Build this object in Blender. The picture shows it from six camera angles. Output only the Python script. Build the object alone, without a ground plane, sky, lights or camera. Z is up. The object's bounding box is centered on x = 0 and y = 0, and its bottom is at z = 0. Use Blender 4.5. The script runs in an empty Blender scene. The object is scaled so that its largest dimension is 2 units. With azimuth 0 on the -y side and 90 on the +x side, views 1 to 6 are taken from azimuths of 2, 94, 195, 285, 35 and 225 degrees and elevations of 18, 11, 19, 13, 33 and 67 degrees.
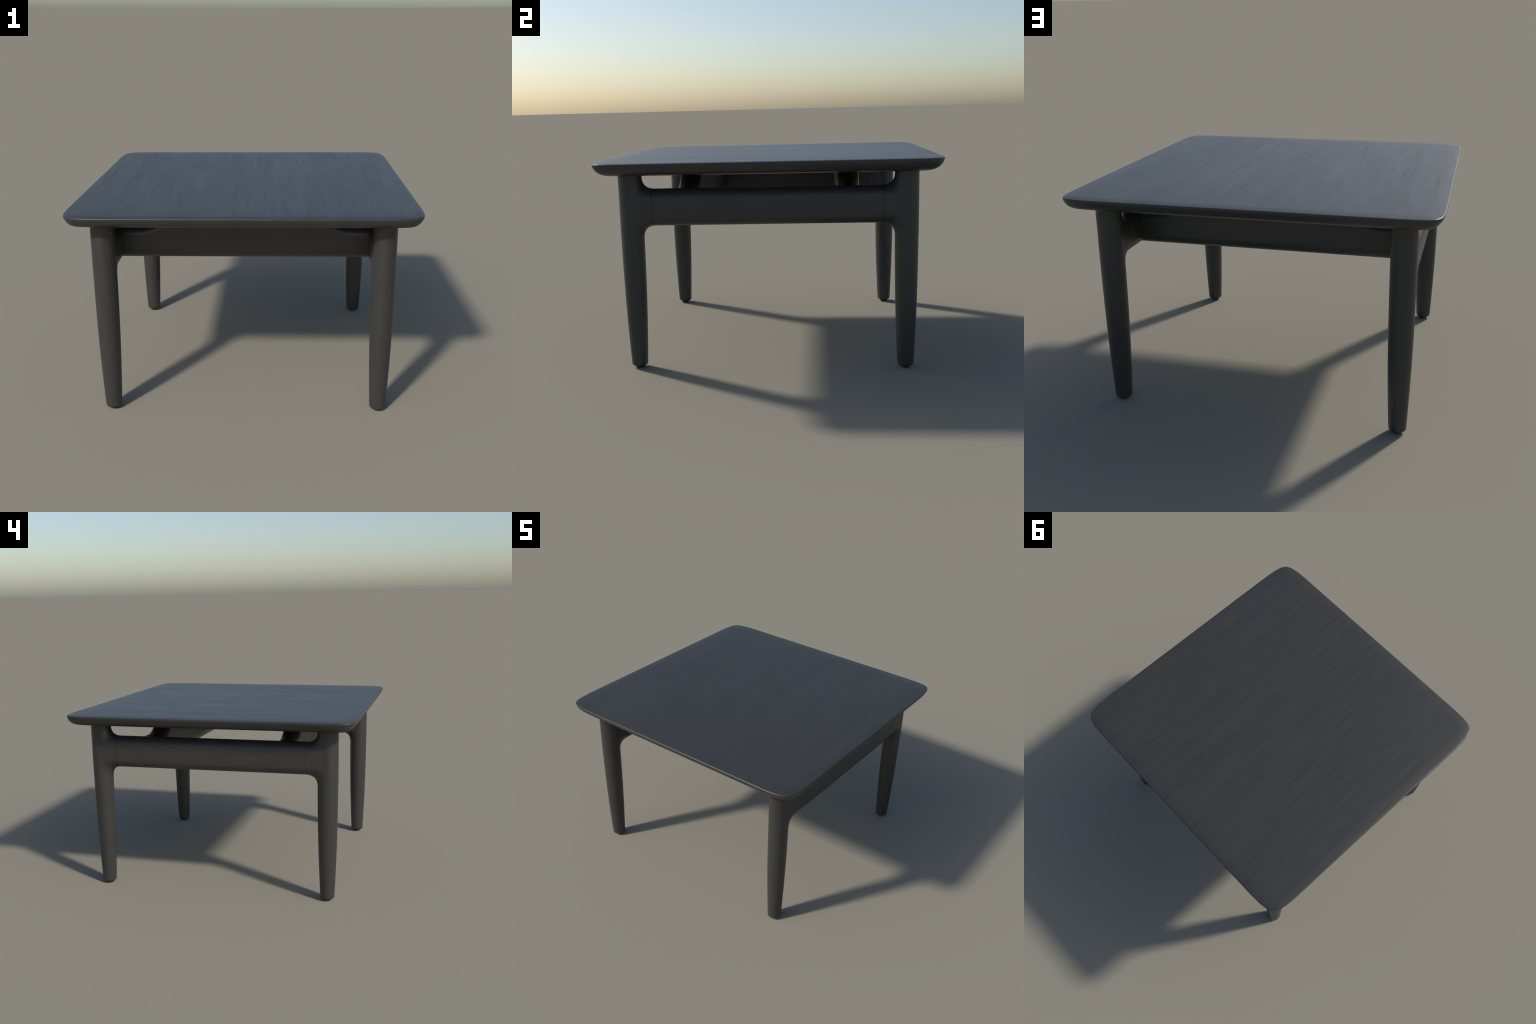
"""Low square table of dark stained wood: a rounded square top with an
undercut rim, two leg frames (two turned legs whose arms run into a side rail)
and two cross rails scooped away at their ends."""
import bpy, bmesh, math
import numpy as np
from mathutils import Vector

# ------------------------------------------------------------------ sizes
LEG_X = LEG_Y = 0.800          # leg axes stand on this square
UNDER_Z = 1.1625               # flat underside of the top
SEAM_Y = 0.667                 # where a leg's arm meets the side rail
RAIL_Z, RAIL_HALF_H, RAIL_HALF_T, RAIL_R = 0.9760, 0.1075, 0.0680, 0.0600
FRAME_X, FRAME_Y = -0.0027, -0.0030   # the frame sits a hair off the top's centre
CROSS_FRONT, CROSS_BACK, CROSS_HALF_T, CROSS_LOW = -0.5005, 0.4715, 0.0680, 0.8745
FOOT_Z = 0.012                 # underside of the wood of a leg

# ------------------------------------------------------------------ helpers
def finish(name, bm, material, parent, angle=None):
    me = bpy.data.meshes.new(name)
    bmesh.ops.recalc_face_normals(bm, faces=bm.faces)
    bm.to_mesh(me)
    bm.free()
    for p in me.polygons:
        p.use_smooth = True
    if angle is not None:
        me.set_sharp_from_angle(angle=math.radians(angle))
    me.materials.append(material)
    ob = bpy.data.objects.new(name, me)
    bpy.context.scene.collection.objects.link(ob)
    ob.parent = parent
    return ob


def loft(bm, rings, cap=True):
    """Skin a list of closed rings (equal numbers of points)."""
    vs = [[bm.verts.new(p) for p in ring] for ring in rings]
    n = len(vs[0])
    for a, b in zip(vs[:-1], vs[1:]):
        for i in range(n):
            j = (i + 1) % n
            bm.faces.new((a[i], a[j], b[j], b[i]))
    if cap:
        bm.faces.new(vs[0])
        bm.faces.new(vs[-1])
    return vs


def round_rect(half_w, low, high, r, seg=10, flat=5):
    """Closed outline (w, h) of a rectangle with round corners, with extra
    points on the straight parts."""
    pts = []
    cs = [(half_w - r, high - r, 0), (-half_w + r, high - r, 90),
          (-half_w + r, low + r, 180), (half_w - r, low + r, 270)]
    for k, (cx, cy, a0) in enumerate(cs):
        for i in range(seg + 1):
            a = math.radians(a0 + 90 * i / seg)
            pts.append((cx + r * math.cos(a), cy + r * math.sin(a)))
        a = math.radians(a0 + 90)
        p = (cx + r * math.cos(a), cy + r * math.sin(a))
        nx, ny, _ = cs[(k + 1) % 4]
        q = (nx + r * math.cos(a), ny + r * math.sin(a))
        for i in range(1, flat):
            t = i / flat
            pts.append((p[0] + (q[0] - p[0]) * t, p[1] + (q[1] - p[1]) * t))
    return pts

# ------------------------------------------------------------------ material
def wood(name, grain_axis, base, rough, seed=0.0, contrast=1.0, vary=0.0, flat_axis=None):
    """Dark stained open-grain wood, fibres along one object axis."""
    m = bpy.data.materials.new(name)
    m.use_nodes = True
    nt = m.node_tree
    nt.nodes.clear()
    N, L = nt.nodes.new, nt.links.new
    out = N('ShaderNodeOutputMaterial')
    bs = N('ShaderNodeBsdfPrincipled')
    L(bs.outputs[0], out.inputs[0])

    def math_(op, a, b=None, clamp=False):
        n = N('ShaderNodeMath'); n.operation = op; n.use_clamp = clamp
        for k, v in enumerate((a, b)):
            if v is None:
                continue
            if isinstance(v, (int, float)):
                n.inputs[k].default_value = v
            else:
                L(v, n.inputs[k])
        return n.outputs[0]

    def noise(vec, cross, along, detail=3.0, rough_=0.55, offset=0.0, distortion=0.0):
        mp = N('ShaderNodeMapping')
        s = [cross] * 3
        s[grain_axis] = along
        if flat_axis is not None:
            s[flat_axis] = along * 0.5      # veneer: lines run straight over the rim
        mp.inputs['Scale'].default_value = s
        mp.inputs['Location'].default_value = (offset + seed, offset * 1.7 - seed, offset * 0.6)
        L(vec, mp.inputs['Vector'])
        n = N('ShaderNodeTexNoise')
        n.inputs['Scale'].default_value = 1.0
        n.inputs['Detail'].default_value = detail
        n.inputs['Roughness'].default_value = rough_
        n.inputs['Distortion'].default_value = distortion
        L(mp.outputs[0], n.inputs['Vector'])
        return n.outputs['Fac']

    def ramp(fac, lo, hi):
        n = N('ShaderNodeMapRange')
        n.interpolation_type = 'SMOOTHSTEP'
        n.inputs['From Min'].default_value = lo
        n.inputs['From Max'].default_value = hi
        L(fac, n.inputs['Value'])
        return n.outputs[0]

    tc = N('ShaderNodeTexCoord')
    vec = tc.outputs['Object']
    if vary:
        oi = N('ShaderNodeObjectInfo')
        sh = N('ShaderNodeVectorMath'); sh.operation = 'SCALE'
        sh.inputs[0].default_value = (vary, vary * 0.7, vary * 1.3)
        L(oi.outputs['Random'], sh.inputs['Scale'])
        ad = N('ShaderNodeVectorMath'); ad.operation = 'ADD'
        L(vec, ad.inputs[0]); L(sh.outputs[0], ad.inputs[1])
        vec = ad.outputs[0]
    # fibres wander sideways a little
    wob = N('ShaderNodeTexNoise')
    mp = N('ShaderNodeMapping')
    s = [2.2] * 3; s[grain_axis] = 1.6
    mp.inputs['Scale'].default_value = s
    L(vec, mp.inputs['Vector']); L(mp.outputs[0], wob.inputs['Vector'])
    wob.inputs['Scale'].default_value = 1.0
    wob.inputs['Detail'].default_value = 2.0
    ws = N('ShaderNodeVectorMath'); ws.operation = 'MULTIPLY_ADD'
    k = [0.035] * 3; k[grain_axis] = 0.0
    ws.inputs[1].default_value = k
    L(wob.outputs['Color'], ws.inputs[0]); L(vec, ws.inputs[2])
    vec = ws.outputs[0]

    tone = noise(vec, 9.0, 1.1, 3.0, 0.55)
    fibre = noise(vec, 165.0, 4.0, 3.0, 0.6, 3.1)
    figure = noise(vec, 34.0, 3.2, 3.0, 0.55, 7.7)
    pores = ramp(noise(vec, 120.0, 2.4, 3.0, 0.5, 11.3), 0.54, 0.74)
    where = ramp(noise(vec, 13.0, 3.0, 2.0, 0.5, 5.9), 0.46, 0.74)
    streak = math_('MULTIPLY', pores, where)

    # value factor around 1
    a = math_('MULTIPLY', math_('SUBTRACT', tone, 0.5), 0.32 * contrast)
    b = math_('MULTIPLY', math_('SUBTRACT', fibre, 0.5), 0.46 * contrast)
    c = math_('MULTIPLY', math_('SUBTRACT', figure, 0.5), 0.30 * contrast)
    val = math_('ADD', math_('ADD', math_('ADD', a, b), c), 1.0)
    val = math_('SUBTRACT', val, math_('MULTIPLY', streak, 0.30 * contrast))
    col = N('ShaderNodeVectorMath'); col.operation = 'SCALE'
    col.inputs[0].default_value = base
    L(val, col.inputs['Scale'])
    L(col.outputs[0], bs.inputs['Base Color'])

    r = math_('ADD', math_('MULTIPLY', streak, 0.10 * contrast), rough)
    r = math_('ADD', r, math_('MULTIPLY', math_('SUBTRACT', figure, 0.5), 0.14))
    r = math_('SUBTRACT', r, math_('MULTIPLY', math_('SUBTRACT', tone, 0.5), 0.10))
    L(r, bs.inputs['Roughness'])
    sp = math_('SUBTRACT', 0.5, math_('MULTIPLY', streak, 0.20 * contrast))
    L(sp, bs.inputs['Specular IOR Level'])

    h = math_('SUBTRACT', math_('MULTIPLY', fibre, 0.3), streak)
    bp = N('ShaderNodeBump')
    bp.inputs['Strength'].default_value = 0.06
    bp.inputs['Distance'].default_value = 0.002
    L(h, bp.inputs['Height'])
    L(bp.outputs[0], bs.inputs['Normal'])
    return m


STAIN = (0.0370, 0.0355, 0.0332)
ROUGH = 0.39
mat_top = wood('stained_wood_top', 1, STAIN, ROUGH, 0.0, flat_axis=2)
mat_leg = wood('stained_wood_leg', 2, STAIN, ROUGH, 2.3, 0.5, vary=3.0)
mat_side = wood('stained_wood_side_rail', 1, STAIN, ROUGH, 4.1, 0.5, vary=3.0)
mat_cross = wood('stained_wood_cross_rail', 0, STAIN, ROUGH, 6.7, 0.5, vary=3.0)

mat_pad = bpy.data.materials.new('foot_pad_felt')
mat_pad.use_nodes = True
pb = mat_pad.node_tree.nodes['Principled BSDF']
pn = mat_pad.node_tree.nodes.new('ShaderNodeTexNoise')
pn.inputs['Scale'].default_value = 300.0
pm = mat_pad.node_tree.nodes.new('ShaderNodeMix'); pm.data_type = 'RGBA'
pm.inputs['A'].default_value = (0.016, 0.016, 0.015, 1)
pm.inputs['B'].default_value = (0.026, 0.025, 0.024, 1)
mat_pad.node_tree.links.new(pn.outputs['Fac'], pm.inputs['Factor'])
mat_pad.node_tree.links.new(pm.outputs['Result'], pb.inputs['Base Color'])
pb.inputs['Roughness'].default_value = 0.7

# ------------------------------------------------------------------ the thing
table = bpy.data.objects.new('coffee_table', None)
table['label'] = 'low square dark stained wooden coffee table, rounded corners, tapered legs'
table['category'] = 'coffee table'
bpy.context.scene.collection.objects.link(table)

# ------------------------------------------------------------------ tabletop
def top_outline(d):
    """Plan outline inset by d: straight sides that run slowly into a
    tighter corner."""
    corner = [(1.0, 0.60), (1.0, 0.79), (0.9957, 0.8750), (0.9857, 0.9298),
              (0.9655, 0.9655)]
    corner += [(y, x) for x, y in reversed(corner[:-1])]
    norm = [(1.0, 0.0), (1.0, 0.015), (0.993, 0.115), (0.935, 0.355), (0.7071, 0.7071)]
    norm += [(y, x) for x, y in reversed(norm[:-1])]
    quarter = []
    # sides are cut up so that shading and grain stay even along them
    for i in range(6):
        quarter.append(((1.0, i * 0.1), (1.0, 0.0)))
    quarter += list(zip(corner, norm))
    for i in range(5, 0, -1):
        quarter.append(((i * 0.1, 1.0), (0.0, 1.0)))
    pts = []
    for q in range(4):
        ca, sa = [(1, 0), (0, 1), (-1, 0), (0, -1)][q]
        for (x, y), (nx, ny) in quarter:
            e = min(d, 0.08)
            x, y = x - nx * e, y - ny * e
            k = (1 - d) / (1 - e)          # further in: same outline, smaller
            x, y = x * k, y * k
            pts.append((x * ca - y * sa, x * sa + y * ca))
    return pts

# (inset, height) from the underside round the rim to the upper face
profile = [(0.30, UNDER_Z), (0.21, UNDER_Z), (0.165, UNDER_Z + 0.0004), (0.130, 1.1645), (0.100, 1.1678),
           (0.075, 1.1720), (0.052, 1.1783), (0.034, 1.1868), (0.020, 1.1980),
           (0.0095, 1.2118), (0.0030, 1.2265), (0.0, 1.2355), (0.0012, 1.2387),
           (0.0045, 1.2408), (0.0100, 1.2419), (0.085, 1.2430), (0.30, 1.2430)]
bm = bmesh.new()
loft(bm, [[(x, y, z) for x, y in top_outline(d)] for d, z in profile])
tabletop = finish('tabletop', bm, mat_top, table)

# ------------------------------------------------------------------ legs
def leg_radius(z):
    return np.interp(z, [0.0, 0.1, 0.2, 0.3, 0.4, 0.5, 0.6, 0.7, 0.8, 0.95, 1.3],
                     [0.0467, 0.0517, 0.0559, 0.0596, 0.0626, 0.0648, 0.0663,
                      0.0673, 0.0680, 0.0685, 0.0688])


def leg_field(x, y, z):
    """Distance-like field of a leg with its arm; arm runs towards -y."""
    R = leg_radius(z)
    # side elevation: upright band and arm band, joined by fillets
    post = np.abs(y) - R
    arm = np.maximum(np.abs(z - RAIL_Z) - RAIL_HALF_H, y)
    k = np.where(z < RAIL_Z, 0.080, 0.073)
    h = np.maximum(k - np.abs(post - arm), 0) / k
    flat = np.minimum(post, arm) - h * h * k * 0.25
    # given thickness with fully rounded edges; the upright comes out round,
    # the arm takes on the section of the rail towards the seam
    w = np.clip((y + 0.130) / 0.075, 0, 1)
    w = w * w * (3 - 2 * w)
    T = np.maximum(R, 0) * w + RAIL_HALF_T * (1 - w)
    r = R * w + RAIL_R * (1 - w)
    qx, qy = np.abs(x) - (T - r), flat + r
    d = (np.sqrt(np.maximum(qx, 0) ** 2 + np.maximum(qy, 0) ** 2)
         + np.minimum(np.maximum(qx, qy), 0) - r)
    # rounded lower end
    e = FOOT_Z - z
    k = 0.016
    h = np.maximum(k - np.abs(d - e), 0) / k
    return np.maximum(d, e) + h * h * k * 0.25


def surface_net(field, gx, gy, gz):
    """Quad mesh of field = 0 on a rectilinear grid, pulled onto the surface."""
    X, Y, Z = np.meshgrid(gx, gy, gz, indexing='ij')
    F = field(X, Y, Z)
    S = F < 0
    c = S[:-1, :-1, :-1].astype(int)
    for dx, dy, dz in [(1, 0, 0), (0, 1, 0), (0, 0, 1), (1, 1, 0), (1, 0, 1), (0, 1, 1), (1, 1, 1)]:
        c = c + S[dx:S.shape[0] - 1 + dx, dy:S.shape[1] - 1 + dy, dz:S.shape[2] - 1 + dz]
    cells = (c > 0) & (c < 8)
    idx = -np.ones(cells.shape, int)
    idx[cells] = np.arange(cells.sum())
    i, j, k = np.nonzero(cells)
    P = np.stack([(gx[i] + gx[i + 1]) / 2, (gy[j] + gy[j + 1]) / 2, (gz[k] + gz[k + 1]) / 2], 1)
    e = 2e-4
    for step in range(12):
        f = field(*P.T)
        g = np.stack([(field(*(P + e * ax).T) - field(*(P - e * ax).T)) / (2 * e) for ax in np.eye(3)], 1)
        P = P - 0.8 * (f / np.maximum((g * g).sum(1), 0.2))[:, None] * g
    quads = []
    for ax in range(3):
        o = [a for a in range(3) if a != ax]
        sl0, sl1 = [slice(None)] * 3, [slice(None)] * 3
        sl0[ax], sl1[ax] = slice(None, -1), slice(1, None)
        cr = np.argwhere(S[tuple(sl0)] != S[tuple(sl1)])
        ok = np.ones(len(cr), bool)
        for a in o:
            ok &= (cr[:, a] > 0) & (cr[:, a] < idx.shape[a])
        cr = cr[ok]
        corner = []
        for da, db in [(1, 1), (0, 1), (0, 0), (1, 0)]:
            q = cr.copy()
            q[:, o[0]] -= da
            q[:, o[1]] -= db
            corner.append(idx[q[:, 0], q[:, 1], q[:, 2]])
        quads.append(np.stack(corner, 1))
    return P, np.concatenate(quads)


cell = 0.0042
gx = np.arange(-0.0840, 0.0841, cell)
gy = np.arange(-0.1700, 0.0850, cell)
gz = np.concatenate([np.arange(0.0105, 0.036, 0.0018), np.arange(0.037, 0.74, 0.0085),
                     np.arange(0.742, 1.20, cell)])
P, Q = surface_net(leg_field, gx, gy, gz)
bm = bmesh.new()
vs = [bm.verts.new(p) for p in P]
for q in Q:
    try:
        bm.faces.new([vs[t] for t in q])
    except ValueError:
        pass
bm.normal_update()
# cut square at the seam with the rail and under the top
for co, no in (((0, SEAM_Y - LEG_Y, 0), (0, -1, 0)), ((0, 0, UNDER_Z + 0.002), (0, 0, 1))):
    g = bm.verts[:] + bm.edges[:] + bm.faces[:]
    cut = bmesh.ops.bisect_plane(bm, geom=g, plane_co=co, plane_no=no, clear_outer=True)
    rim = [e for e in cut['geom_cut'] if isinstance(e, bmesh.types.BMEdge)]
    bmesh.ops.holes_fill(bm, edges=rim, sides=0)
leg0 = finish('leg', bm, mat_leg, table, angle=50)
leg0.location = (LEG_X + FRAME_X, LEG_Y + FRAME_Y, 0)

bm = bmesh.new()
n = 40
ring = lambda r, z: [(r * math.cos(2 * math.pi * i / n), r * math.sin(2 * math.pi * i / n), z) for i in range(n)]
loft(bm, [ring(0.0235, 0.0), ring(0.0262, 0.0012), ring(0.0280, 0.0045), ring(0.0295, 0.0105), ring(0.0298, FOOT_Z + 0.003)])
pad0 = finish('foot_pad', bm, mat_pad, leg0, angle=40)

for sx, sy in ((-1, 1), (1, -1), (-1, -1)):
    lg = leg0.copy()
    bpy.context.scene.collection.objects.link(lg)
    lg.location = (sx * LEG_X + FRAME_X, sy * LEG_Y + FRAME_Y, 0)
    lg.rotation_euler = (0, 0, math.pi if sy < 0 else 0)
    pd = pad0.copy()
    bpy.context.scene.collection.objects.link(pd)
    pd.parent = lg

# ------------------------------------------------------------------ side rails
sec = round_rect(RAIL_HALF_T, -RAIL_HALF_H, RAIL_HALF_H, RAIL_R, seg=12, flat=6)

def shrunk(d):
    return [(w * (1 - d / RAIL_HALF_T), h * (1 - d / RAIL_HALF_H)) for w, h in sec]

bm = bmesh.new()
end = SEAM_Y - 0.0004
stations = [(-end, 0.0022), (-end + 0.0022, 0.0)]
stations += [(t, 0.0) for t in np.linspace(-0.6, 0.6, 13)]
stations += [(end - 0.0022, 0.0), (end, 0.0022)]
loft(bm, [[(w, y, h) for w, h in shrunk(d)] for y, d in stations])
side0 = finish('side_rail', bm, mat_side, table, angle=30)
side0.location = (LEG_X + FRAME_X, FRAME_Y, RAIL_Z)
side1 = side0.copy()
bpy.context.scene.collection.objects.link(side1)
side1.location = (-LEG_X + FRAME_X, FRAME_Y, RAIL_Z)

# ------------------------------------------------------------------ cross rails
SCOOP_FROM, SCOOP_R, CROSS_END_TOP = 0.652, 0.28, 1.0775

def cross_top(x):
    t = min(max(0.0, SCOOP_FROM - abs(x)), 0.25)
    rise = SCOOP_R - math.sqrt(SCOOP_R ** 2 - t * t)      # a round cutter's arc
    return min(CROSS_END_TOP + rise, UNDER_Z + 0.03)

bm = bmesh.new()
rings = []
for x in np.concatenate([np.linspace(-0.765, -0.30, 40), np.linspace(-0.25, 0.25, 7), np.linspace(0.30, 0.765, 40)]):
    low = CROSS_LOW - RAIL_Z
    rings.append([(x, w, h) for w, h in round_rect(CROSS_HALF_T, low, cross_top(x) - RAIL_Z, 0.060, 12, 6)])
loft(bm, rings)
# housed flush under the top
g = bm.verts[:] + bm.edges[:] + bm.faces[:]
cut = bmesh.ops.bisect_plane(bm, geom=g, plane_co=(0, 0, UNDER_Z - RAIL_Z + 0.001), plane_no=(0, 0, 1), clear_outer=True)
bmesh.ops.holes_fill(bm, edges=[e for e in cut['geom_cut'] if isinstance(e, bmesh.types.BMEdge)], sides=0)
cross0 = finish('cross_rail', bm, mat_cross, table, angle=30)
cross0.location = (FRAME_X, CROSS_BACK, RAIL_Z)
cross1 = cross0.copy()
bpy.context.scene.collection.objects.link(cross1)
cross1.location = (FRAME_X, CROSS_FRONT, RAIL_Z)
